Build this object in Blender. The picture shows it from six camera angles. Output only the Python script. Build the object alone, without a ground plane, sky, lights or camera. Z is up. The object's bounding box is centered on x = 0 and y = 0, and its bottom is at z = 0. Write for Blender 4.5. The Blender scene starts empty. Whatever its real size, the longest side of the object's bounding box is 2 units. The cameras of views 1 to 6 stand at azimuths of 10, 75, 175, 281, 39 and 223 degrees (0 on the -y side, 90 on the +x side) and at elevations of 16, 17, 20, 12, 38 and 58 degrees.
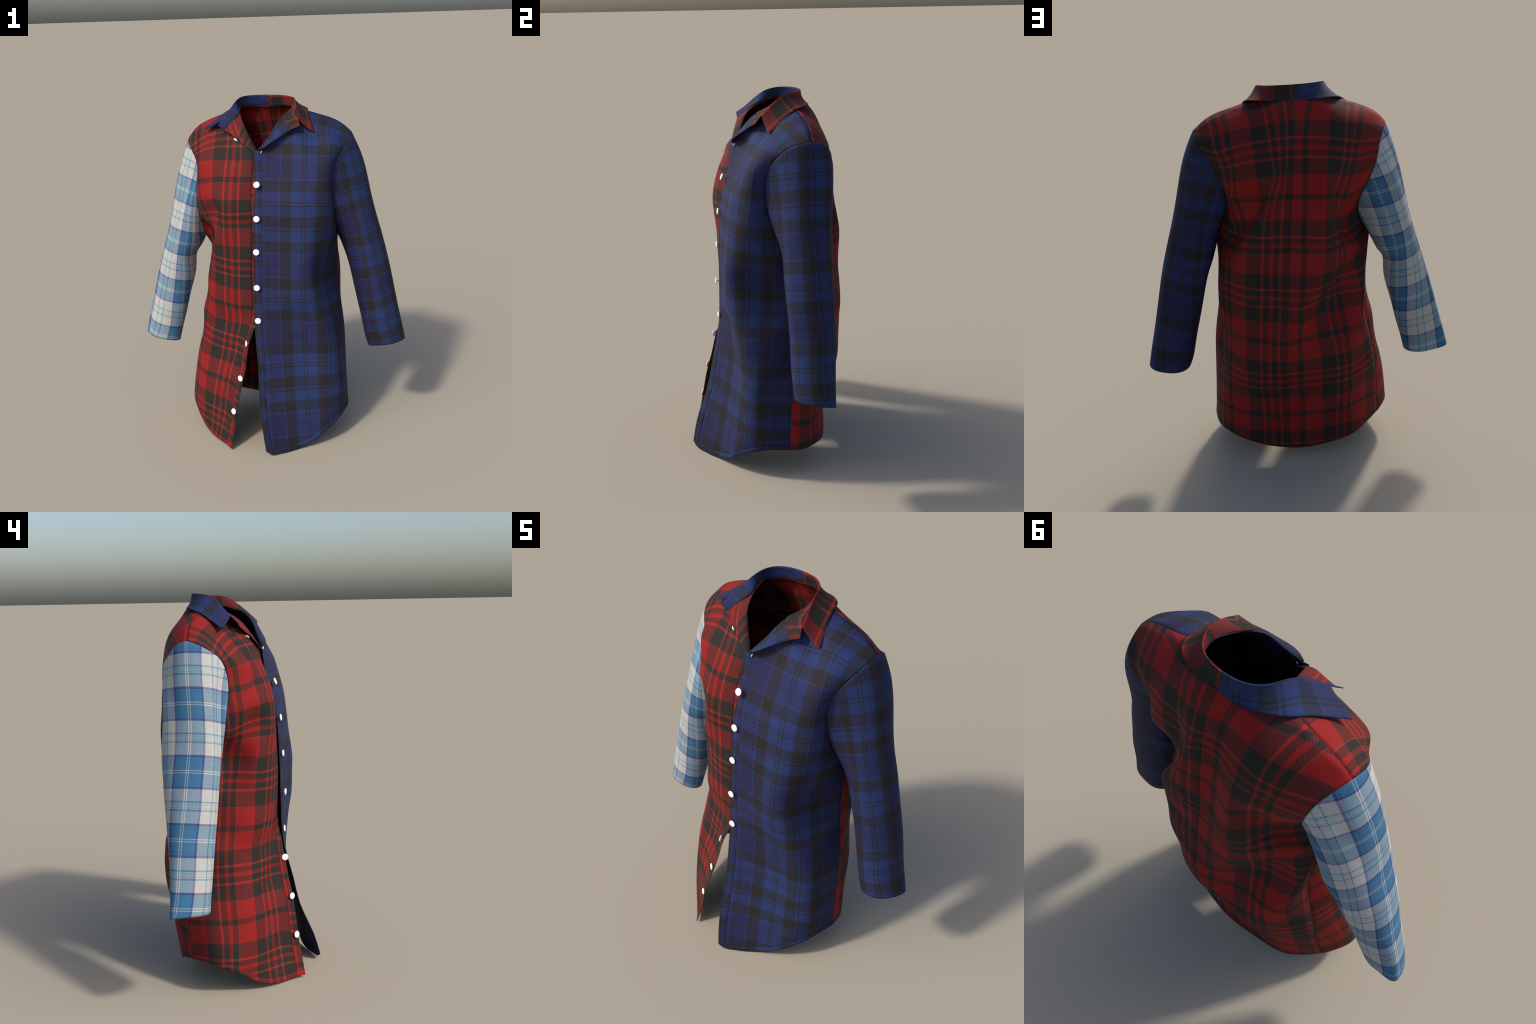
"""A long patchwork shirt of three plaid flannels, standing as if worn by nobody.

The garment is built the way it is sewn: flat pattern pieces (front panels, back halves,
plackets, lapels, collar, sleeves) are laid out in cloth coordinates - metres across and
along the weave - and draped by a smooth map through pinned crossings of the plaid.
The plaids are procedural: two stripe sequences (warp and weft) mixed by a twill.
"""
import math
import bpy
import numpy as np

# ----------------------------------------------------------------- cloth coordinates
# where each thread line of the plaids runs, in metres across (columns) and along (rows)
BLUE_COL = dict(U1=0, U2=.071, U3=.133, U4=.201, U5=.269, U6=.331, U7=.349, U8=.407, U9=.470, U10=.540)
BLUE_ROW = dict(r0=-.2, r1t=-.132, r1b=-.07, r2=0, r3t=.07, r3b=.132, r4=.2, r5b=.33, r7b=.468, r8=.538, r9t=.608,
                r9b=.67, r10=.738, r11b=.868, r12=.938, r13t=1.008, r14=1.138, r16=1.284, r17b=1.406, r18=1.476, r19t=1.546)
RED_COL = dict(c1=0, c2=.045, c3=.088, c4=.168, c5=.272, c6=.315, c7=.359, c8=.439)
RED_ROW = dict(s0=-.19, s1=-.11, s2=0, s3=.11, s4=.19, s6=.278, s7=.378, s8=.459, s10=.546, s11=.629, s12=.739, s13=.849,
               s14=.929, s16=1.016, s17=1.099, s18=1.209, s19=1.319, s20=1.4, s22=1.487)
BACK_COL = dict(e1=-.395, e2=-.352, e3=-.309, e4=-.204, e5=-.124, e7=-.038, e8=0, e9=.067, e10=.18, e11=.262,
                e12=.305, e13=.351, e14=.456)
BACK_ROW = dict(t1=-.358, t2=-.278, t4=-.19, t5=-.11, t6=0, t7=.11, t8=.19, t10=.278, t11=.378, t12=.459, t14=.546,
                t15=.629, t16=.739, t17=.849, t18=.929, t20=1.016, t21=1.099, t22=1.209, t23=1.319)

# where those crossings hang on the shirt (millimetres)
BLUE_PINS = {
    "r0": dict(U4=(236, -25, 1800), U7=(368, -6, 1800)),
    "r1t": dict(U2=(115, -77, 1756), U3=(173, -84, 1759), U5=(306, -58, 1746), U6=(369, -68, 1755)),
    "r1b": dict(U1=(41, -114, 1704), U2=(113, -102, 1700), U3=(174, -111, 1700), U4=(241, -115, 1701), U5=(310, -106, 1698), U6=(371, -98, 1697)),
    "r2": dict(U1=(42, -148, 1640), U2=(115, -142, 1636), U3=(177, -140, 1636), U4=(244, -142, 1636), U5=(310, -139, 1639), U6=(373, -125, 1635)),
    "r3t": dict(U2=(112, -165, 1569), U3=(175, -173, 1570), U4=(243, -168, 1568), U5=(312, -162, 1567), U6=(370, -134, 1560)),
    "r3b": dict(U2=(111, -188, 1512), U3=(174, -190, 1511), U5=(310, -178, 1505), U6=(366, -142, 1496)),
    "r4": dict(U1=(42, -205, 1445), U2=(112, -207, 1445), U3=(175, -206, 1443), U4=(244, -205, 1443), U5=(308, -185, 1439), U7=(374, -141, 1430)),
    "r5b": dict(U2=(112, -221, 1314), U3=(172, -220, 1312), U5=(303, -201, 1310), U6=(353, -158, 1306)),
    "r7b": dict(U2=(110, -233, 1174), U3=(171, -234, 1172), U4=(240, -239, 1172), U5=(297, -208, 1166), U6=(333, -154, 1162), U8=(366, -86, 1156), U9=(392, -28, 1152)),
    "r8": dict(U1=(39, -231, 1102), U2=(107, -233, 1101), U3=(170, -238, 1099), U4=(240, -247, 1099), U5=(291, -209, 1097)),
    "r9t": dict(U2=(110, -238, 1027), U3=(169, -242, 1027), U5=(286, -209, 1024), U6=(311, -152, 1026), U8=(339, -82, 1019), U9=(358, -17, 1015)),
    "r9b": dict(U2=(106, -233, 962), U3=(170, -244, 965)),
    "r10": dict(U1=(36, -229, 893), U2=(107, -231, 896), U3=(169, -238, 897), U4=(236, -238, 895), U5=(300, -216, 893), U7=(334, -148, 895), U8=(355, -90, 893), U9=(372, -29, 885)),
    "r11b": dict(U2=(107, -215, 764), U3=(166, -209, 763), U5=(307, -207, 761), U6=(354, -177, 766), U8=(387, -107, 765), U9=(409, -48, 765)),
    "r12": dict(U1=(35, -228, 697), U2=(108, -212, 692), U3=(168, -208, 692), U4=(238, -208, 693), U5=(308, -201, 692), U7=(374, -173, 695), U8=(402, -117, 693), U9=(420, -56, 690)),
    "r13t": dict(U2=(107, -215, 618), U3=(169, -199, 616), U5=(308, -196, 625), U6=(368, -179, 620), U8=(415, -124, 619), U9=(435, -69, 622)),
    "r14": dict(U1=(48, -255, 493), U2=(115, -233, 496), U3=(176, -211, 493), U4=(242, -200, 494), U5=(312, -194, 495), U7=(385, -178, 491), U8=(430, -135, 495), U9=(438, -72, 487), U10=(449, -5, 482)),
    "r16": dict(U1=(52, -283, 345), U2=(123, -257, 345), U3=(182, -238, 345), U4=(249, -223, 347), U5=(316, -212, 349), U7=(392, -189, 348), U8=(440, -149, 348), U9=(455, -85, 341)),
    "r17b": dict(U2=(131, -287, 225), U3=(191, -260, 219), U4=(255, -247, 224), U5=(322, -226, 221), U6=(384, -202, 222), U8=(434, -150, 214), U9=(459, -96, 212)),
    "r18": dict(U1=(71, -341, 162), U2=(137, -304, 156), U3=(198, -282, 156), U4=(262, -259, 152), U5=(328, -243, 153), U7=(393, -204, 151)),
    "r19t": dict(U2=(145, -327, 84), U3=(201, -294, 78), U4=(266, -273, 79)),
}
RED_PINS = {
    "s0": dict(c4=(-271, -56, 1735), c3=(-192, -85, 1743)),
    "s1": dict(c5=(-363, -77, 1656), c4=(-273, -111, 1671), c3=(-195, -124, 1673), c1=(-112, -135, 1672)),
    "s2": dict(c5=(-356, -88, 1546), c4=(-272, -136, 1565), c3=(-202, -172, 1573), c1=(-117, -178, 1574)),
    "s3": dict(c6=(-380, -68, 1432), c5=(-349, -98, 1439), c4=(-273, -167, 1458), c3=(-207, -203, 1463), c1=(-122, -205, 1463)),
    "s4": dict(c7=(-386, -31, 1344), c6=(-354, -61, 1354), c5=(-322, -86, 1365), c4=(-248, -157, 1385), c3=(-209, -212, 1384), c1=(-124, -212, 1385)),
    "s6": dict(c4=(-260, -157, 1293), c3=(-211, -203, 1296), c1=(-125, -210, 1295), c5=(-302, -78, 1288), c7=(-345, 0, 1280), c8=(-375, 70, 1265)),
    "s7": dict(c4=(-280, -154, 1198), c3=(-212, -192, 1195), c1=(-126, -208, 1195), c5=(-275, -58, 1200), c7=(-300, 35, 1195), c8=(-345, 95, 1185)),
    "s8": dict(c4=(-281, -142, 1119), c3=(-213, -185, 1114), c2=(-172, -200, 1112), c1=(-129, -209, 1111), c5=(-298, -53, 1124), c7=(-312, 30, 1121), c8=(-348, 105, 1120)),
    "s10": dict(c4=(-283, -135, 1032), c3=(-215, -180, 1027), c2=(-172, -195, 1023), c1=(-132, -205, 1024), c8=(-362, 100, 1035), c5=(-322, -46, 1036), c7=(-345, 27, 1039)),
    "s11": dict(c4=(-286, -132, 949), c3=(-220, -175, 944), c5=(-345, -47, 955)),
    "s12": dict(c4=(-296, -129, 838), c3=(-225, -167, 835), c2=(-182, -179, 830), c1=(-138, -191, 827), c5=(-350, -45, 843), c6=(-365, -3, 846), c8=(-374, 110, 845)),
    "s13": dict(c5=(-363, -37, 738), c4=(-298, -115, 733), c3=(-226, -146, 725), c2=(-182, -162, 723), c1=(-141, -177, 721), c7=(-405, 39, 739)),
    "s14": dict(c5=(-379, -40, 661), c4=(-310, -117, 656), c3=(-237, -151, 647), c2=(-200, -168, 643), c1=(-157, -180, 639), c7=(-410, 42, 661), c8=(-408, 120, 660)),
    "s16": dict(c5=(-393, -46, 575), c4=(-326, -121, 569), c3=(-252, -154, 560), c2=(-210, -168, 555), c1=(-170, -184, 552), c7=(-420, 39, 573)),
    "s17": dict(c5=(-408, -54, 489), c4=(-341, -132, 488), c3=(-267, -160, 480), c2=(-229, -180, 476), c1=(-191, -201, 474), c7=(-440, 33, 495), c8=(-442, 110, 493)),
    "s18": dict(c5=(-422, -65, 382), c4=(-361, -142, 382), c3=(-291, -178, 376), c2=(-250, -199, 372), c1=(-215, -223, 372), c7=(-460, 21, 384), c8=(-463, 99, 384)),
    "s19": dict(c5=(-437, -69, 270), c4=(-374, -148, 268), c3=(-309, -186, 263), c2=(-267, -211, 259), c1=(-230, -233, 258), c7=(-475, 9, 279), c8=(-475, 88, 277)),
    "s20": dict(c5=(-448, -70, 191), c4=(-381, -151, 187), c3=(-317, -192, 182), c2=(-279, -216, 179), c1=(-240, -245, 177), c7=(-485, 8, 197)),
    "s22": dict(c3=(-327, -201, 95), c2=(-292, -229, 92), c1=(-257, -259, 91)),
}
BACK_PINS = {
    "t1": dict(e8=(7, 309, 1840), e9=(-52, 287, 1835), e10=(-167, 295, 1825), e11=(-248, 287, 1812), e5=(135, 300, 1825), e4=(213, 285, 1815), e3=(308, 265, 1797), e1=(395, 250, 1772)),
    "t2": dict(e5=(128, 321, 1756), e7=(50, 341, 1766), e8=(14, 327, 1763), e9=(-42, 312, 1758), e10=(-156, 328, 1750), e11=(-236, 323, 1736), e12=(-274, 310, 1724), e4=(208, 317, 1747), e3=(304, 290, 1725), e2=(346, 287, 1718), e1=(384, 265, 1700)),
    "t4": dict(e5=(119, 331, 1665), e7=(56, 364, 1680), e8=(23, 336, 1674), e9=(-38, 324, 1668), e10=(-144, 356, 1666), e11=(-224, 339, 1648), e12=(-256, 326, 1640), e4=(202, 335, 1664), e3=(294, 315, 1647), e2=(323, 292, 1637), e1=(359, 265, 1627)),
    "t5": dict(e8=(30, 345, 1594), e9=(-30, 334, 1589), e10=(-135, 371, 1589), e7=(63, 364, 1597), e5=(116, 363, 1595), e4=(195, 335, 1580), e3=(299, 320, 1569), e2=(319, 298, 1561)),
    "t6": dict(e8=(40, 351, 1484), e9=(-26, 349, 1479), e10=(-128, 383, 1481), e11=(-173, 322, 1465), e7=(78, 368, 1491), e5=(151, 370, 1487), e4=(181, 305, 1468), e3=(281, 280, 1461), e2=(321, 255, 1457), e12=(-212, 298, 1453), e13=(-250, 284, 1448)),
    "t7": dict(e8=(48, 364, 1368), e9=(-17, 365, 1365), e10=(-124, 392, 1362), e7=(91, 372, 1374), e5=(176, 382, 1377), e4=(216, 345, 1369), e3=(256, 265, 1352), e2=(288, 235, 1344), e1=(326, 205, 1338)),
    "t8": dict(e8=(58, 364, 1288), e9=(-12, 377, 1284), e10=(-123, 398, 1280), e11=(-177, 341, 1278), e13=(-210, 259, 1263), e7=(98, 378, 1294), e5=(184, 385, 1297), e4=(255, 365, 1302), e3=(276, 265, 1279), e2=(288, 225, 1268), e1=(311, 180, 1262), e14=(-270, 187, 1250)),
    "t10": dict(e8=(61, 377, 1200), e10=(-117, 397, 1192), e11=(-183, 352, 1188), e7=(105, 379, 1203), e5=(191, 382, 1206), e4=(269, 365, 1211), e3=(325, 262, 1190), e1=(365, 185, 1190), e14=(-320, 190, 1178)),
    "t12": dict(e10=(-93, 382, 1016), e11=(-151, 314, 1013), e13=(-212, 256, 1020), e8=(76, 400, 1018), e9=(7, 402, 1011), e7=(116, 397, 1024), e5=(202, 388, 1029), e4=(280, 360, 1033), e3=(353, 285, 1032), e2=(379, 250, 1032), e1=(402, 214, 1038), e14=(-307, 230, 1029)),
    "t14": dict(e8=(83, 408, 929), e10=(-79, 361, 932), e11=(-138, 300, 929), e12=(-176, 276, 930), e13=(-218, 268, 934), e9=(12, 404, 920), e7=(120, 404, 935), e5=(209, 393, 942), e4=(285, 364, 943), e3=(355, 285, 948), e2=(382, 250, 947), e1=(407, 212, 948), e14=(-325, 243, 936)),
    "t15": dict(e10=(-68, 343, 851), e11=(-137, 309, 847), e12=(-184, 304, 854), e13=(-229, 305, 862), e8=(88, 418, 852), e9=(18, 398, 838), e7=(126, 416, 860), e5=(214, 395, 861), e4=(290, 366, 866), e3=(357, 287, 863), e2=(381, 250, 866), e1=(405, 212, 872)),
    "t16": dict(e9=(29, 401, 739), e10=(-74, 361, 741), e11=(-152, 348, 745), e12=(-195, 351, 754), e13=(-243, 351, 761), e8=(95, 422, 740), e7=(138, 418, 745), e5=(219, 385, 746), e4=(291, 350, 747), e3=(361, 270, 748), e2=(381, 230, 749), e1=(400, 192, 757), e14=(-318, 300, 750)),
    "t17": dict(e10=(-86, 394, 633), e11=(-169, 385, 637), e12=(-210, 376, 641), e13=(-251, 360, 646), e8=(97, 416, 633), e7=(140, 412, 635), e5=(224, 381, 633), e4=(296, 343, 632), e3=(367, 263, 637), e2=(387, 224, 640), e1=(403, 183, 646), e14=(-325, 295, 659)),
    "t18": dict(e13=(-257, 356, 567), e14=(-338, 291, 579), e8=(97, 404, 559), e10=(-89, 395, 559), e11=(-172, 385, 560), e7=(139, 400, 556), e5=(226, 380, 556), e4=(297, 342, 555), e3=(372, 265, 559), e2=(396, 228, 565), e1=(412, 185, 563)),
    "t20": dict(e13=(-259, 347, 486), e14=(-346, 289, 499), e8=(95, 376, 469), e10=(-93, 371, 473), e11=(-173, 375, 479), e7=(137, 372, 466), e5=(227, 352, 464), e4=(297, 316, 462), e3=(376, 260, 472), e2=(406, 228, 484), e1=(421, 183, 482)),
    "t22": dict(e14=(-349, 256, 304), e8=(89, 322, 271), e9=(17, 330, 276), e10=(-97, 325, 275), e11=(-174, 328, 285), e13=(-255, 320, 306), e5=(217, 301, 270), e4=(290, 266, 271), e3=(379, 215, 273), e2=(411, 193, 286), e1=(438, 157, 281)),
    "t11": dict(e8=(70, 390, 1098), e10=(-104, 392, 1088), e7=(114, 388, 1100), e5=(198, 374, 1103), e4=(278, 360, 1110), e3=(349, 278, 1107), e2=(372, 232, 1106), e1=(389, 190, 1105), e13=(-235, 265, 1100), e14=(-292, 220, 1103)),
    "t21": dict(e8=(92, 348, 391), e10=(-96, 344, 372), e11=(-176, 342, 377), e5=(221, 322, 384), e4=(292, 285, 380), e3=(377, 232, 385), e2=(408, 220, 405), e1=(430, 176, 406), e14=(-343, 275, 410)),
    "t23": dict(e8=(90, 319, 166), e10=(-97, 312, 164), e11=(-175, 312, 175), e13=(-260, 300, 185), e14=(-355, 240, 176), e5=(218, 298, 170), e4=(294, 272, 164), e3=(384, 215, 171), e2=(413, 195, 178), e1=(442, 155, 172)),
}

# ----------------------------------------------------------------- seams
# (x, y, z | across, along on the front piece | across, along on the back piece)
SIDE_SEAM_BLUE = [
    (.476, .026, .145, .590, 1.455, -.537, 1.360), (.466, .036, .320, .590, 1.290, -.537, 1.185),
    (.458, .048, .485, .590, 1.135, -.537, 1.020), (.445, .065, .690, .590, .935, -.537, .820),
    (.416, .084, .886, .590, .738, -.537, .620), (.406, .100, 1.080, .590, .550, -.537, .430),
    (.408, .108, 1.195, .590, .445, -.537, .320)]
ARMHOLE_FRONT_BLUE = [
    (.408, .108, 1.195, .590, .445), (.405, .030, 1.270, .505, .360), (.398, -.020, 1.350, .462, .280), (.386, -.058, 1.470, .420, .165),
    (.388, -.060, 1.595, .400, .035), (.417, -.045, 1.668, .410, -.050), (.445, -.020, 1.712, .435, -.120),
    (.474, .030, 1.760, .462, -.210), (.486, .090, 1.783, .470, -.280), (.487, .148, 1.790, .470, -.340)]
ARMHOLE_BACK_BLUE = [
    (.408, .108, 1.195, -.537, .320), (.380, .138, 1.300, -.500, .200), (.350, .185, 1.400, -.460, .090),
    (.352, .215, 1.475, -.450, .010), (.373, .240, 1.555, -.440, -.070), (.397, .260, 1.620, -.440, -.150),
    (.426, .265, 1.676, -.455, -.220), (.460, .248, 1.737, -.462, -.290), (.478, .200, 1.776, -.465, -.350),
    (.487, .148, 1.790, -.460, -.420)]
SHOULDER_BLUE = [
    (.155, .140, 1.945, .125, -.455, -.125, -.560), (.233, .150, 1.914, .200, -.410, -.204, -.530),
    (.325, .154, 1.886, .295, -.390, -.305, -.480), (.385, .152, 1.865, .360, -.375, -.370, -.468),
    (.437, .150, 1.835, .410, -.363, -.415, -.455), (.487, .148, 1.790, .470, -.340, -.460, -.420)]
SIDE_SEAM_RED = [
    (-.415, .184, .167, .539, 1.400, .541, 1.330), (-.405, .198, .310, .539, 1.255, .541, 1.190),
    (-.394, .217, .494, .539, 1.070, .541, 1.010), (-.367, .212, .660, .539, .915, .541, .850),
    (-.338, .205, .840, .539, .735, .541, .670), (-.350, .190, 1.030, .539, .545, .541, .480),
    (-.368, .152, 1.120, .539, .445, .541, .385), (-.388, .092, 1.190, .539, .365, .541, .305)]
ARMHOLE_FRONT_RED = [
    (-.388, .092, 1.190, .539, .365), (-.398, .040, 1.285, .445, .250), (-.402, -.012, 1.410, .375, .130),
    (-.394, -.032, 1.540, .335, .000), (-.390, -.022, 1.628, .328, -.090), (-.419, .007, 1.700, .345, -.235),
    (-.451, .055, 1.740, .375, -.310), (-.462, .105, 1.766, .380, -.360), (-.460, .150, 1.780, .370, -.400)]
ARMHOLE_BACK_RED = [
    (-.388, .092, 1.190, .541, .305), (-.345, .122, 1.265, .505, .200), (-.318, .160, 1.350, .475, .105),
    (-.326, .205, 1.430, .455, .040), (-.352, .262, 1.520, .452, -.040), (-.378, .290, 1.600, .447, -.130),
    (-.392, .290, 1.650, .445, -.195), (-.412, .252, 1.714, .450, -.280), (-.441, .205, 1.760, .440, -.350),
    (-.460, .150, 1.780, .425, -.430)]
SHOULDER_RED = [
    (-.155, .145, 1.948, .045, -.530, .125, -.560), (-.233, .150, 1.910, .125, -.460, .215, -.530),
    (-.300, .153, 1.886, .195, -.448, .280, -.490), (-.350, .154, 1.866, .245, -.438, .330, -.475),
    (-.392, .154, 1.845, .285, -.428, .370, -.463), (-.428, .153, 1.818, .325, -.415, .400, -.450),
    (-.460, .150, 1.780, .370, -.400, .425, -.430)]

# free edges of the pieces in cloth coordinates: hems, centre front up the roll line, centre back
HEM_BLUE = [(-.085, 1.610), (-.05, 1.630), (0, 1.631), (.071, 1.626), (.133, 1.614), (.201, 1.595), (.269, 1.562),
            (.349, 1.515), (.407, 1.485), (.470, 1.462), (.590, 1.455)]
HEM_RED = [(-.13, 1.567), (-.08, 1.567), (0, 1.571), (.088, 1.564), (.168, 1.535), (.220, 1.502), (.272, 1.470),
           (.315, 1.450), (.359, 1.436), (.440, 1.413), (.539, 1.400)]
HEM_BACK_LEFT = [(0, 1.423), (-.038, 1.420), (-.124, 1.410), (-.204, 1.390), (-.309, 1.375), (-.395, 1.364), (-.537, 1.360)]
HEM_BACK_RIGHT = [(0, 1.423), (.067, 1.423), (.18, 1.413), (.262, 1.405), (.351, 1.390), (.456, 1.345), (.541, 1.330)]
ROLL_BLUE = [(-.062, -.085), (-.010, -.150), (.060, -.260), (.090, -.350), (.125, -.455)]
ROLL_RED = [(-.105, -.165), (-.075, -.220), (-.020, -.325), (.020, -.420), (.045, -.530)]
NECK_BACK = [(0, .238, 1.940), (.06, .233, 1.941), (.12, .198, 1.943), (.155, .142, 1.946)]

# extra pins where no plaid crossing shows: (across, along, x, y, z)
BLUE_EXTRA = [
    (-.085, .00, -.042, -.142, 1.640), (-.085, .20, -.043, -.193, 1.445), (-.085, .36, -.044, -.212, 1.285),
    (-.085, .538, -.046, -.220, 1.100), (-.085, .738, -.046, -.224, .893), (-.085, .938, -.044, -.236, .695),
    (-.085, 1.138, -.024, -.283, .493), (-.085, 1.284, -.018, -.317, .347), (-.085, 1.476, .008, -.388, .165),
    (-.085, 1.610, .031, -.421, .035), (-.062, -.085, -.016, -.130, 1.728), (-.010, -.150, .030, -.100, 1.788),
    (.060, -.260, .090, -.043, 1.880), (.090, -.350, .130, .040, 1.918), (.300, -.310, .330, .075, 1.858), (.400, -.285, .420, .075, 1.815)]
RED_EXTRA = [
    (-.105, -.165, -.020, -.113, 1.722), (-.13, -.080, -.004, -.116, 1.645), (-.075, -.220, -.054, -.082, 1.774), (-.020, -.325, -.108, -.033, 1.866),
    (.020, -.420, -.142, .055, 1.918), (.195, -.365, -.300, .075, 1.857), (.290, -.345, -.390, .078, 1.812), (-.13, .00, -.006, -.150, 1.568), (-.13, .20, -.005, -.192, 1.380),
    (-.13, .50, -.006, -.203, 1.070), (-.13, .739, -.012, -.203, .830), (-.105, .935, -.095, -.234, .628),
    (-.105, 1.135, -.127, -.276, .427), (-.105, 1.330, -.168, -.306, .229), (-.13, 1.567, -.186, -.367, .011)]
BACK_EXTRA = [
    (0, -.475, 0, .240, 1.940), (-.06, -.49, .075, .232, 1.941), (.06, -.49, -.075, .232, 1.941)]


# ----------------------------------------------------------------- curves and drape
def spline(points, n, dims=3):
    """n samples, evenly spaced, on a natural cubic spline through the points (chord length of the first dims)."""
    p = np.array(points, float)
    t = np.concatenate([[0], np.cumsum(np.linalg.norm(np.diff(p[:, :dims], axis=0), axis=1))])
    m = len(t)
    a, b, h = np.zeros((m, m)), np.zeros_like(p), np.diff(t)
    a[0, 0] = a[-1, -1] = 1
    for i in range(1, m - 1):
        a[i, i - 1], a[i, i], a[i, i + 1] = h[i - 1], 2 * (h[i - 1] + h[i]), h[i]
        b[i] = 6 * ((p[i + 1] - p[i]) / h[i] - (p[i] - p[i - 1]) / h[i - 1])
    c = np.linalg.solve(a, b)

    def at(x):
        i = np.clip(np.searchsorted(t, x, side="right") - 1, 0, m - 2)
        u, v, w = (t[i + 1] - x)[:, None], (x - t[i])[:, None], h[i][:, None]
        return (c[i] * u**3 + c[i + 1] * v**3) / (6 * w) + (p[i] / w - c[i] * w / 6) * u + (p[i + 1] / w - c[i + 1] * w / 6) * v

    fine = np.linspace(0, t[-1], 600)
    s = np.concatenate([[0], np.cumsum(np.linalg.norm(np.diff(at(fine)[:, :dims], axis=0), axis=1))])
    return at(np.interp(np.linspace(0, s[-1], n), s, fine))


class Drape:
    """Smooth map from cloth coordinates to space through pinned points (radial basis r^3, slightly relaxed)."""

    def __init__(self, pins, relax=4e-5):
        pins = np.array(pins, float)
        self.at, xyz, n = pins[:, :2], pins[:, 2:5], len(pins)
        k = np.linalg.norm(self.at[:, None] - self.at[None], axis=-1) ** 3
        q = np.hstack([np.ones((n, 1)), self.at])
        a = np.zeros((n + 3, n + 3))
        a[:n, :n], a[:n, n:], a[n:, :n] = k + relax * np.eye(n), q, q.T
        self.w = np.linalg.solve(a, np.vstack([xyz, np.zeros((3, 3))]))

    def __call__(self, uv):
        shape, uv = uv.shape[:-1], uv.reshape(-1, 2)
        k = np.linalg.norm(uv[:, None] - self.at[None], axis=-1) ** 3
        return (k @ self.w[:-3] + self.w[-3] + uv @ self.w[-2:]).reshape(*shape, 3)


def pins(table, cols, rows, extra):
    out = [(cols[c], rows[r], *(v / 1000 for v in p)) for r, line in table.items() for c, p in line.items()]
    return out + list(extra)


def coons(bottom, top, left, right):
    """Grid [row, column] in cloth coordinates filling four edge curves."""
    s, t = np.linspace(0, 1, len(bottom))[None, :, None], np.linspace(0, 1, len(left))[:, None, None]
    ruled = (1 - t) * bottom[None] + t * top[None] + (1 - s) * left[:, None] + s * right[:, None]
    return ruled - ((1 - s) * (1 - t) * bottom[0] + s * (1 - t) * bottom[-1] + (1 - s) * t * top[0] + s * t * top[-1])


def sew(xyz, uv, edge, target, reach=.05):
    """Pull one edge of a draped grid exactly onto its seam, fading into the piece."""
    index = (slice(None), -1) if edge == "side" else (-1, slice(None))
    delta, home = target - xyz[index], uv[index]
    if edge == "side":
        delta, home = delta[:, None], home[:, None]
    else:
        delta, home = delta[None], home[None]
    far = np.linalg.norm(uv - home, axis=-1, keepdims=True)
    return xyz + delta * np.exp(-((far / reach) ** 2))


# ----------------------------------------------------------------- mesh making
def grid_mesh(name, xyz, uv, material, parent, ring=False, flip=False, thick=.004, outward=None):
    """Mesh of a grid [row, column]; stores the two thread distances as plain numbers for the plaid."""
    nr, nc = xyz.shape[:2]
    faces = []
    for r in range(nr - 1):
        for c in range(nc if ring else nc - 1):
            d = (c + 1) % nc
            f = (r * nc + c, r * nc + d, (r + 1) * nc + d, (r + 1) * nc + c)
            faces.append(f[::-1] if flip else f)
    mesh = bpy.data.meshes.new(name)
    mesh.from_pydata(xyz.reshape(-1, 3).tolist(), [], faces)
    for k, label in enumerate(("thread_across", "thread_along")):
        mesh.attributes.new(label, "FLOAT", "POINT").data.foreach_set("value", uv[..., k].astype(np.float32).ravel())
    mesh.materials.append(material)
    mesh.polygons.foreach_set("use_smooth", [True] * len(mesh.polygons))
    mesh.update()
    obj = bpy.data.objects.new(name, mesh)
    bpy.context.scene.collection.objects.link(obj)
    obj.parent = parent
    if thick:
        solid = obj.modifiers.new("cloth_thickness", "SOLIDIFY")
        solid.thickness, solid.offset, solid.use_even_offset = thick, -1.0, False
    return obj


def normals_of(xyz):
    n = np.cross(np.gradient(xyz, axis=1), np.gradient(xyz, axis=0))
    return n / (np.linalg.norm(n, axis=-1, keepdims=True) + 1e-12)


def strip(edge_a, edge_b, n, m, belly=0.0, toward=(0, 0, 1)):
    """Surface between two edge curves, bowed by belly metres in the middle along toward."""
    a, b = spline(edge_a, n), spline(edge_b, n)
    t = np.linspace(0, 1, m)[None, :, None]
    bow = 4 * t * (1 - t) * belly * np.array(toward)
    return a[:, None] * (1 - t) + b[:, None] * t + bow


def strip_threads(xyz, across0, along0, way=1):
    along = np.concatenate([[0], np.cumsum(np.linalg.norm(np.diff(xyz.mean(1), axis=0), axis=1))])
    across = np.concatenate([np.zeros((len(xyz), 1)), np.cumsum(np.linalg.norm(np.diff(xyz, axis=1), axis=-1), axis=1)], axis=1)
    return np.stack([across0 + way * np.broadcast_to(along[:, None], across.shape), along0 + across], -1)


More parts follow.
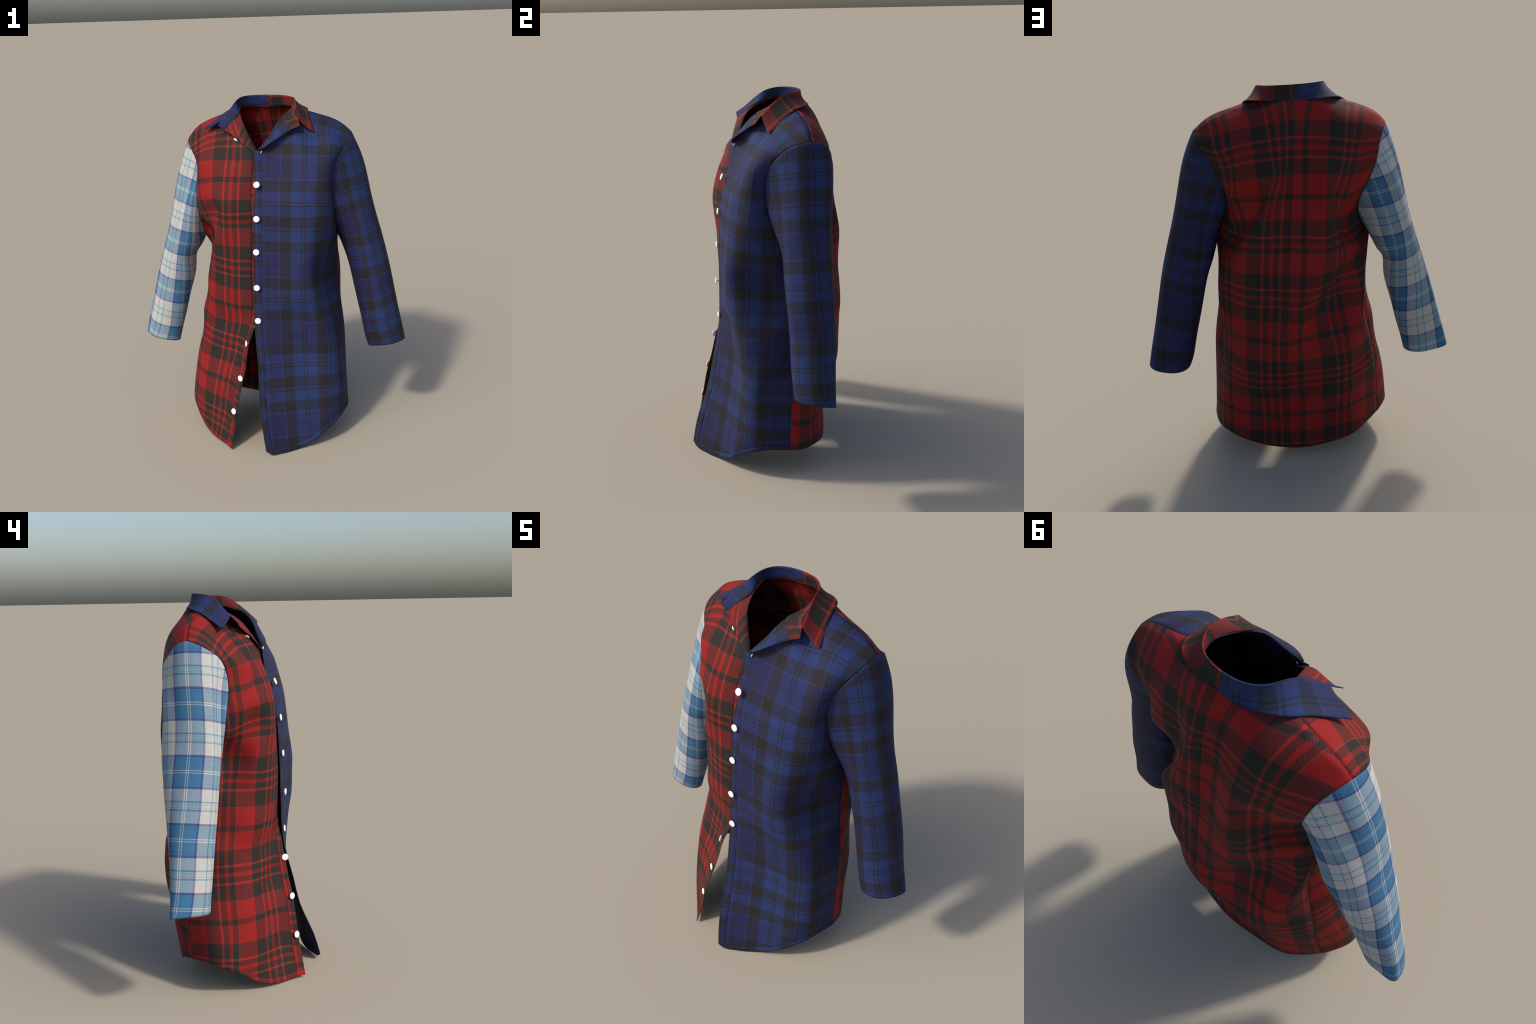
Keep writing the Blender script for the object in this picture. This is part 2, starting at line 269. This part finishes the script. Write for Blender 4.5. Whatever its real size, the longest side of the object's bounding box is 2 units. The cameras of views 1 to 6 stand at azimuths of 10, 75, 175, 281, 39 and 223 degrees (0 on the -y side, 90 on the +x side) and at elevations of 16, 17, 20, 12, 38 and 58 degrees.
# ----------------------------------------------------------------- plaid materials
def plaid(name, colours, stripes, repeat, joins, twill, roughness=.8):
    """Twill plaid. stripes: (start, colour key) over one repeat of the sett; joins: (place, print length, restart)
    says where the printed length ends and at which point of the sett it begins again."""
    mat = bpy.data.materials.new(name)
    mat.use_nodes = True
    nodes, links = mat.node_tree.nodes, mat.node_tree.links
    bsdf = nodes["Principled BSDF"]

    def math_node(op, a, b=None):
        n = nodes.new("ShaderNodeMath")
        n.operation = op
        for k, v in enumerate((a, b)):
            if isinstance(v, (int, float)):
                n.inputs[k].default_value = v
            elif v is not None:
                links.new(v, n.inputs[k])
        return n.outputs[0]

    threads, sett = [], []
    for label in ("thread_across", "thread_along"):
        attr = nodes.new("ShaderNodeAttribute")
        attr.attribute_name = label
        x = attr.outputs["Fac"]
        threads.append(x)
        place, length, restart = joins
        local = math_node("MULTIPLY", math_node("FRACT", math_node("DIVIDE", math_node("SUBTRACT", x, place), length)), length)
        phase = math_node("FRACT", math_node("DIVIDE", math_node("ADD", local, restart), repeat))
        ramp = nodes.new("ShaderNodeValToRGB")
        ramp.color_ramp.interpolation = "CONSTANT"
        el = ramp.color_ramp.elements
        el.remove(el[1])
        el[0].position, el[0].color = 0, (*colours[stripes[0][1]], 1)
        for start, key in stripes[1:]:
            el.new(start / repeat).color = (*colours[key], 1)
        links.new(phase, ramp.inputs[0])
        sett.append(ramp.outputs[0])
    # diagonal of the twill decides whether the warp or the weft lies on top
    diagonal = math_node("MULTIPLY", math_node("ADD", math_node("MULTIPLY", threads[0], twill[1]), threads[1]), math.tau / twill[0])
    wave = math_node("SINE", diagonal)
    top = nodes.new("ShaderNodeMapRange")
    links.new(wave, top.inputs["Value"])
    top.inputs["From Min"].default_value, top.inputs["From Max"].default_value = -.7, .7
    top.inputs["To Min"].default_value, top.inputs["To Max"].default_value = .5 - twill[2] / 2, .5 + twill[2] / 2
    mix = nodes.new("ShaderNodeMix")
    mix.data_type = "RGBA"
    links.new(top.outputs[0], mix.inputs["Factor"])

    def gamma(colour, power):
        n = nodes.new("ShaderNodeGamma")
        n.inputs["Gamma"].default_value = power
        links.new(colour, n.inputs["Color"])
        return n.outputs[0]

    # threads too fine to resolve blend as the eye sees them, not as light adds
    links.new(gamma(sett[0], 1 / 2.2), mix.inputs["A"])
    links.new(gamma(sett[1], 1 / 2.2), mix.inputs["B"])
    woven = gamma(mix.outputs["Result"], 2.2)
    # brushed flannel: slight unevenness of the dye
    coord = nodes.new("ShaderNodeTexCoord")
    noise = nodes.new("ShaderNodeTexNoise")
    noise.inputs["Scale"].default_value, noise.inputs["Detail"].default_value = 60, 4
    links.new(coord.outputs["Object"], noise.inputs["Vector"])
    value = nodes.new("ShaderNodeMapRange")
    links.new(noise.outputs["Fac"], value.inputs["Value"])
    value.inputs["To Min"].default_value, value.inputs["To Max"].default_value = .9, 1.1
    shade = nodes.new("ShaderNodeHueSaturation")
    links.new(woven, shade.inputs["Color"])
    links.new(value.outputs[0], shade.inputs["Value"])
    links.new(shade.outputs[0], bsdf.inputs["Base Color"])
    bump = nodes.new("ShaderNodeBump")
    bump.inputs["Strength"].default_value, bump.inputs["Distance"].default_value = .15, .001
    links.new(wave, bump.inputs["Height"])
    links.new(bump.outputs[0], bsdf.inputs["Normal"])
    bsdf.inputs["Roughness"].default_value = roughness
    bsdf.inputs["Specular IOR Level"].default_value = SPECULAR
    return mat


SPECULAR = .25
BLUE = plaid("blue_plaid_flannel",
             dict(B=(.0127, .0253, .097), P=(.0127, .0127, .059), L=(.0150, .031, .122), K=(.0127, .011, .0140)),
             [(0, "K"), (.005, "P"), (.064, "L"), (.070, "K"), (.132, "B"), (.187, "K"), (.195, "B"), (.205, "K"), (.213, "B"),
              (.268, "K"), (.330, "L"), (.336, "P"), (.395, "K")], .4, (.346, .938, .208), (.0095, -1, .14))
RED = plaid("red_plaid_flannel",
            dict(R=(.213, .0065, .0060), K=(.0160, .0125, .0105), O=(.246, .0150, .0090)),
            [(0, "K"), (.013, "R"), (.110, "K"), (.184, "O"), (.198, "K"), (.224, "R"), (.246, "K"), (.272, "O"), (.286, "K"),
             (.360, "R"), (.457, "K")], .47, (.278, 1.678, .0135), (.0108, -1, .34))
WHITE = plaid("white_plaid_flannel",
              dict(W=(.395, .385, .370), T=(.055, .19, .27), t=(.23, .32, .36), N=(.030, .034, .140), B=(.036, .126, .235), D=(.032, .085, .190)),
              [(0, "W"), (.055, "T"), (.062, "W"), (.068, "t"), (.073, "W"), (.084, "t"), (.089, "W"), (.095, "T"), (.102, "W"),
               (.157, "N"), (.168, "B"), (.178, "D"), (.182, "B"), (.228, "W"), (.233, "B"), (.239, "W"), (.244, "B"),
               (.290, "D"), (.294, "B"), (.304, "N"), (.315, "W")], .316, (0, .316, 0), (.0085, -1, .4))

button_white = bpy.data.materials.new("white_button")
button_white.use_nodes = True
_b = button_white.node_tree.nodes["Principled BSDF"]
_b.inputs["Base Color"].default_value = (.80, .80, .79, 1)
_b.inputs["Roughness"].default_value = .35

# ----------------------------------------------------------------- the shirt
shirt = bpy.data.objects.new("plaid_shirt", None)
bpy.context.scene.collection.objects.link(shirt)
shirt["label"] = "long patchwork flannel shirt in red, blue and white plaid"
shirt["category"] = "shirt"

SEAM_ROWS, ARM_ROWS, COLS = 56, 36, 40


def seam_pins(rows, which):
    """Seam samples as extra pins of the front (0) or back (1) piece."""
    k = spline(rows, 3 * len(rows))
    return [(*q[3 + 2 * which:5 + 2 * which], *q[:3]) for q in k]


def side_edge(seam, arm, which):
    """Outer edge of a torso piece: side seam, then armhole. Returns space curve and cloth curve."""
    a, b = spline(seam, SEAM_ROWS), spline(arm, ARM_ROWS)
    k = 3 + 2 * which
    return np.vstack([a[:, :3], b[1:, :3]]), np.vstack([a[:, k:k + 2], b[1:, 3:5]])


drape_blue = Drape(pins(BLUE_PINS, BLUE_COL, BLUE_ROW, BLUE_EXTRA) + seam_pins(SIDE_SEAM_BLUE, 0)
                   + seam_pins(ARMHOLE_FRONT_BLUE, 0) + seam_pins(SHOULDER_BLUE, 0))
drape_red = Drape(pins(RED_PINS, RED_COL, RED_ROW, RED_EXTRA) + seam_pins(SIDE_SEAM_RED, 0)
                  + seam_pins(ARMHOLE_FRONT_RED, 0) + seam_pins(SHOULDER_RED, 0))
drape_back = Drape(pins(BACK_PINS, BACK_COL, BACK_ROW, BACK_EXTRA) + seam_pins(SIDE_SEAM_BLUE, 1) + seam_pins(SIDE_SEAM_RED, 1)
                   + seam_pins(ARMHOLE_BACK_BLUE, 0) + seam_pins(ARMHOLE_BACK_RED, 0)
                   + seam_pins(SHOULDER_BLUE, 1) + seam_pins(SHOULDER_RED, 1), relax=2e-5)


def front_panel(drape, seam, arm, shoulder, hem, roll, placket, edge, material, thread, flip, hem_shift):
    """One front: body from the placket to the side, and the placket strip along the centre."""
    space, cloth = side_edge(seam, arm, 0)
    hem_curve = spline(hem, 300, 2)
    body_hem = hem_curve[hem_curve[:, 0] >= placket]
    body_hem = np.vstack([[placket, np.interp(placket, hem_curve[:, 0], hem_curve[:, 1])], body_hem])
    underarm = cloth[SEAM_ROWS - 1, 1]
    low = np.linspace(body_hem[0], (placket, underarm), SEAM_ROWS)
    rise = [q for q in roll if q[0] > placket + .01]
    start = np.interp(placket, [q[0] for q in roll], [q[1] for q in roll])
    k = ARM_ROWS // 2
    high = np.vstack([np.linspace((placket, underarm), (placket, start), k), spline([(placket, start)] + rise, ARM_ROWS - k + 1, 2)[1:]])
    left = np.vstack([low, high[1:]])
    sh = spline(shoulder, COLS)
    uv = coons(resample(body_hem, COLS), sh[:, 3:5], left, cloth)
    xyz = drape(uv)
    xyz = sew(sew(xyz, uv, "top", sh[:, :3]), uv, "side", space)
    body = grid_mesh("front_panel", xyz, thread(uv), material, shirt, flip=flip)
    # placket: a folded strip, a little proud of the panel
    rows, cols = 120, 9
    us = np.linspace(placket, edge, cols)
    bottom = np.interp(us, hem_curve[:, 0], hem_curve[:, 1])
    top = np.interp(us, [q[0] for q in roll], [q[1] for q in roll])
    top = np.where(us < roll[0][0], roll[0][1] + .2 * (roll[0][0] - us), top)
    t = np.linspace(0, 1, rows)[:, None]
    puv = np.stack([np.broadcast_to(us, (rows, cols)), bottom * (1 - t) + top * t], -1)
    pxyz = drape(puv)
    nrm = normals_of(pxyz)
    nrm *= np.sign(-nrm[rows // 2, cols // 2, 1])
    lift = np.full(cols, .0015)
    lift[0] = 0
    pxyz = pxyz + nrm * lift[None, :, None]
    # turned-up hem: a narrow band doubled over the bottom edge
    n = 120
    hu = resample(hem_curve, n)
    t = np.linspace(0, 1, 5)[None, :]
    huv = np.stack([np.broadcast_to(hu[:, :1], (n, 5)), hu[:, 1:] - .026 * (1 - t)], -1)
    hxyz = drape(huv)
    hxyz[-1] = hxyz[-1] * .15 + hxyz[-2] * .85
    nrm_h = normals_of(hxyz)
    nrm_h *= np.sign(-nrm_h[n // 3, 2, 1])
    grid_mesh("hem", hxyz + nrm_h * .0022, thread(huv) + np.array([0, hem_shift]), material, shirt, flip=flip, thick=.0025)
    strip_obj = grid_mesh("button_placket", pxyz, thread(puv, True), material, shirt, flip=not flip)
    return xyz


def resample(poly, n):
    s = np.concatenate([[0], np.cumsum(np.linalg.norm(np.diff(poly, axis=0), axis=1))])
    x = np.linspace(0, s[-1], n)
    return np.stack([np.interp(x, s, poly[:, k]) for k in range(poly.shape[1])], -1)


def blue_threads(uv, placket=False):
    return uv + (np.array([.398, -.098]) if placket else 0)


def red_threads(uv, placket=False):
    out = np.stack([.546 - uv[..., 0], uv[..., 1]], -1)
    return out + (np.array([.20, .17]) if placket else 0)


front_blue = front_panel(drape_blue, SIDE_SEAM_BLUE, ARMHOLE_FRONT_BLUE, SHOULDER_BLUE, HEM_BLUE, ROLL_BLUE, -.036, -.085, BLUE, blue_threads, False, .15)
front_red = front_panel(drape_red, SIDE_SEAM_RED, ARMHOLE_FRONT_RED, SHOULDER_RED, HEM_RED, ROLL_RED, -.080, -.130, RED, red_threads, True, .06)


def back_half(seam, arm, shoulder, hem, side, flip):
    space, cloth = side_edge(seam, arm, 1)
    sh = spline(shoulder, COLS // 2 + 1)
    neck = spline([(*p[:3],) for p in [(side * x, y, z) for x, y, z in NECK_BACK]], COLS // 2)
    neck_uv = spline([(0, -.475), (sh[0, 5] * .5, -.495), tuple(sh[0, 5:7])], COLS // 2, 2)
    top_uv = np.vstack([neck_uv[:-1], sh[:, 5:7]])
    top_xyz = np.vstack([neck[:-1], sh[:, :3]])
    n = len(top_uv)
    underarm = cloth[SEAM_ROWS - 1, 1]
    left = np.vstack([np.linspace((0, hem[0][1]), (0, underarm), SEAM_ROWS), np.linspace((0, underarm), (0, -.475), ARM_ROWS)[1:]])
    uv = coons(spline(hem, n, 2), top_uv, left, cloth)
    xyz = drape_back(uv)
    xyz = sew(sew(xyz, uv, "top", top_xyz), uv, "side", space)
    threads = np.stack([np.where(side > 0, uv[..., 0] + .585, uv[..., 0] - .067), uv[..., 1]], -1)
    grid_mesh("back_panel", xyz, threads, RED, shirt, flip=flip)
    return xyz


back_left = back_half(SIDE_SEAM_BLUE, ARMHOLE_BACK_BLUE, SHOULDER_BLUE, HEM_BACK_LEFT, 1, True)
back_right = back_half(SIDE_SEAM_RED, ARMHOLE_BACK_RED, SHOULDER_RED, HEM_BACK_RIGHT, -1, False)

# ----------------------------------------------------------------- sleeves
# stations below the armhole: inner x, z | outer x, z | front y, back y | set-back of the outer and of the inner edge
SLEEVE_BLUE = [
    (0.436, 1.120, 0.602, 1.420, -0.017, 0.231, 0.017, 0.036),
    (0.458, 1.060, 0.651, 1.250, -0.018, 0.229, 0.017, 0.031),
    (0.492, 0.930, 0.702, 1.060, -0.015, 0.222, 0.014, 0.026),
    (0.519, 0.810, 0.736, 0.900, -0.012, 0.212, 0.030, 0.019),
    (0.556, 0.650, 0.773, 0.725, -0.015, 0.201, 0.027, 0.011),
    (0.579, 0.550, 0.799, 0.610, -0.012, 0.190, 0.034, 0.004),
    (0.593, 0.512, 0.812, 0.546, -0.010, 0.184, 0.040, -0.004),]
SLEEVE_RED_SIDE = [
    (-0.424, 1.110, -0.584, 1.330, -0.013, 0.270, -0.016, 0.002),
    (-0.454, 1.065, -0.629, 1.175, -0.011, 0.261, -0.005, -0.000),
    (-0.463, 0.980, -0.674, 1.035, -0.006, 0.247, 0.004, -0.002),
    (-0.497, 0.830, -0.719, 0.875, 0.003, 0.223, 0.024, -0.005),
    (-0.535, 0.680, -0.760, 0.725, 0.010, 0.203, 0.033, -0.007),
    (-0.568, 0.560, -0.792, 0.605, 0.015, 0.189, 0.044, -0.008),
    (-0.582, 0.500, -0.807, 0.542, 0.017, 0.181, 0.055, -0.009),]


def sleeve(front, back, arm_front, arm_back, stations, tip, axis, material, around0, along0, flip, hem_tilt):
    ring0 = np.vstack([spline(arm_front, ARM_ROWS)[:, :3], spline(arm_back, ARM_ROWS)[-2:0:-1, :3]])
    m = len(ring0)
    phi = np.linspace(0, math.tau, m, endpoint=False)
    c, s = np.cos(phi), np.sin(phi)
    rings = [ring0]
    for ix, iz, ox, oz, fy, by, back_out, back_in in stations:
        x, z = (ix + ox) / 2 - c * (ox - ix) / 2, (iz + oz) / 2 - c * (oz - iz) / 2
        y = (fy + by) / 2 - s * (by - fy) / 2 + back_out * np.clip(-c, 0, 1) ** 2 + back_in * np.clip(c, 0, 1) ** 2
        z = z + hem_tilt * s * np.clip((.75 - oz) / .2, 0, 1)
        rings.append(np.stack([x, y, z], -1))

    # the sleeve leaves the shoulder in the direction of the body cloth, so the seam lies soft
    def outward(panel):
        d = panel[SEAM_ROWS - 1:, -1] - panel[SEAM_ROWS - 1:, -4]
        return d / np.linalg.norm(d, axis=-1, keepdims=True)

    along_body = np.vstack([outward(front), outward(back)[-2:0:-1]])
    down = rings[1] - ring0
    gap = np.linalg.norm(down, axis=-1, keepdims=True)
    high = np.clip((ring0[:, 2:] - 1.50) / .20, 0, 1)
    lead = .25 * high * along_body + down / gap
    lead /= np.linalg.norm(lead, axis=-1, keepdims=True)
    rings.insert(1, ring0 + lead * gap * .22)
    rings = np.array(rings)
    rows = 110
    lines = np.array([spline(rings[:, k], rows) for k in range(m)]).transpose(1, 0, 2)
    # fullness of the sleeve head: the outer and the back side bow out below the seam
    reach = np.linalg.norm(rings[2] - rings[0], axis=-1)
    t = np.clip(np.linspace(0, 1, rows)[:, None] * np.array([np.linalg.norm(np.diff(rings[:, k], axis=0), axis=-1).sum() for k in range(m)]) / (reach * 1.3), 0, 1)
    full = np.sin(np.pi * t)
    out = np.array([np.sign(tip[0]) * .94, 0, .34])
    lines = lines + full[..., None] * (.004 * np.clip(-c, 0, 1)[:, None] * out + .012 * (np.clip(-s, 0, 1) * np.clip(.6 - .6 * c, 0, 1))[:, None] * np.array([0, 1, 0]))
    lines[0] = ring0
    step = np.linalg.norm(np.roll(lines, -1, 1) - lines, axis=-1)
    run = np.concatenate([np.zeros((rows, 1)), np.cumsum(step, 1)[:, :-1]], 1)
    around = run - run[:, m // 2][:, None]
    along = (lines - np.array(tip)) @ (np.array(axis) / np.linalg.norm(axis))
    # keep the thread distance continuous where the ring closes at the underarm seam
    lines = np.concatenate([lines, lines[:, :1]], 1)
    around = np.concatenate([around, (around[:, :1] + step.sum(1, keepdims=True))], 1)
    along = np.concatenate([along, along[:, :1]], 1)
    uv = np.stack([around0 + around, along0 + along], -1)
    return grid_mesh("sleeve", lines, uv, material, shirt, flip=flip)


sleeve(front_blue, back_left, ARMHOLE_FRONT_BLUE, ARMHOLE_BACK_BLUE, SLEEVE_BLUE, (.487, .148, 1.790), (.26, 0, -.966), BLUE, .346, .045, True, .022)
sleeve(front_red, back_right, ARMHOLE_FRONT_RED, ARMHOLE_BACK_RED, SLEEVE_RED_SIDE, (-.460, .150, 1.780), (-.28, 0, -.96), WHITE, .236, .258, False, .010)

# ----------------------------------------------------------------- collar and lapels
STAND_LOW_L = [(0, .238, 1.936), (.08, .224, 1.936), (.135, .172, 1.935), (.146, .10, 1.93), (.130, .038, 1.918), (.105, -.026, 1.896), (.136, -.055, 1.866), (.171, -.073, 1.837)]
STAND_TOP_L = [(0, .226, 1.998), (.08, .213, 1.996), (.142, .162, 1.991), (.167, .10, 1.983), (.182, .035, 1.945), (.199, -.028, 1.891), (.215, -.062, 1.855)]
LEAF_L = [(0, .252, 1.925), (.10, .247, 1.929), (.18, .227, 1.933), (.228, .185, 1.927), (.237, .15, 1.918), (.262, .07, 1.87), (.289, -.010, 1.812)]
LAPEL_L = [(-.014, -.130, 1.726), (.004, -.140, 1.737), (.09, -.113, 1.79), (.171, -.073, 1.837)]
STAND_LOW_R = [(0, .238, 1.936), (-.08, .224, 1.938), (-.138, .172, 1.938), (-.155, .10, 1.933), (-.144, .042, 1.918), (-.178, -.012, 1.875), (-.212, -.058, 1.834)]
STAND_TOP_R = [(0, .226, 1.998), (-.08, .213, 1.999), (-.138, .167, 1.997), (-.165, .10, 1.983), (-.195, .04, 1.942), (-.230, -.015, 1.889), (-.251, -.054, 1.859)]
LEAF_R = [(0, .252, 1.925), (-.06, .251, 1.927), (-.124, .238, 1.927), (-.18, .215, 1.927), (-.232, .168, 1.918), (-.262, .12, 1.898), (-.300, .065, 1.868), (-.340, .009, 1.835)]
LAPEL_R = [(-.033, -.128, 1.709), (-.060, -.124, 1.730), (-.13, -.096, 1.783), (-.212, -.058, 1.834)]


def collar_side(low, top, leaf, roll, lapel, stand_mat, lapel_mat, side, shift_leaf, shift_stand, shift_lapel):
    stand = strip(low, top, 60, 10)
    grid_mesh("collar_stand", stand, strip_threads(stand, *shift_stand), stand_mat, shirt, flip=side > 0, thick=.003)
    fold = spline(top, 200)
    notch = top[-2]
    k = np.argmin(np.linalg.norm(fold - np.array(notch), axis=1))
    leaf_xyz = strip(fold[:k + 1:6], leaf, 60, 14, -.010, (side * .5, .3, .6))
    grid_mesh("collar_leaf", leaf_xyz, strip_threads(leaf_xyz, *shift_leaf), stand_mat, shirt, flip=side > 0, thick=.003)
    lap = strip(roll, lapel, 50, 12, .008, (side * -.2, -.7, .4))
    grid_mesh("lapel", lap, strip_threads(lap, *shift_lapel), lapel_mat, shirt, flip=side < 0, thick=.003)


# the lapels turn back along the very edge of the front panels
roll_l = drape_blue(spline(ROLL_BLUE, 60, 2))[:37:4]
roll_r = drape_red(spline(ROLL_RED, 60, 2))[:46:5]
collar_side(STAND_LOW_L, STAND_TOP_L, LEAF_L, roll_l, LAPEL_L, RED, BLUE, 1, (.469, .095, -1), (.20, .12, -1), (.1, .1))
collar_side(STAND_LOW_R, STAND_TOP_R, LEAF_R, roll_r, LAPEL_R, BLUE, RED, -1, (.135, .132), (.10, .20), (.115, .112))


# ----------------------------------------------------------------- buttons
def lathe(name, profile, n=32):
    """Round part from (radius, height) profile points."""
    verts, faces = [], []
    for r, h in profile:
        verts += [(r * math.cos(math.tau * k / n), r * math.sin(math.tau * k / n), h) for k in range(n)]
    for i in range(len(profile) - 1):
        for k in range(n):
            faces.append((i * n + k, i * n + (k + 1) % n, (i + 1) * n + (k + 1) % n, (i + 1) * n + k))
    faces += [tuple(reversed(range(n))), tuple(range((len(profile) - 1) * n, len(profile) * n))]
    mesh = bpy.data.meshes.new(name)
    mesh.from_pydata(verts, [], faces)
    mesh.materials.append(button_white)
    mesh.polygons.foreach_set("use_smooth", [True] * len(mesh.polygons))
    mesh.update()
    return mesh


disc = lathe("button", [(.002, -.016), (.0025, -.004), (.015, -.004), (.0175, -.0025), (.018, 0), (.0172, .002), (.0150, .003), (.006, .0027), (.001, .0026)])
from mathutils import Vector
# centre of each disc and the way it faces
BUTTONS = [
    ((-.017, -.197, 1.550), (-.05, -.93, .36)), ((-.019, -.224, 1.362), (-.05, -.99, .12)), ((-.024, -.235, 1.174), (-.05, -1, .05)),
    ((-.025, -.245, .967), (-.05, -1, 0)), ((-.025, -.239, .766), (.0, -1, .05)), ((-.097, -.250, .628), (-.93, -.36, .1)),
    ((-.131, -.292, .427), (-.55, -.8, .1)), ((-.172, -.321, .229), (-.55, -.8, .15)), ((-.145, -.076, 1.782), (-.5, .25, -.8)),
    ((.004, -.126, 1.719), (.96, .05, -.25))]
for k, (centre, facing) in enumerate(BUTTONS):
    b = bpy.data.objects.new("button", disc)
    bpy.context.scene.collection.objects.link(b)
    b.parent = shirt
    b.location = centre
    b.scale = (.5, .5, .45) if k == len(BUTTONS) - 1 else (.75, .75, .7) if k == len(BUTTONS) - 2 else (1, 1, 1)
    b.rotation_euler = Vector(facing).to_track_quat("Z", "Y").to_euler()
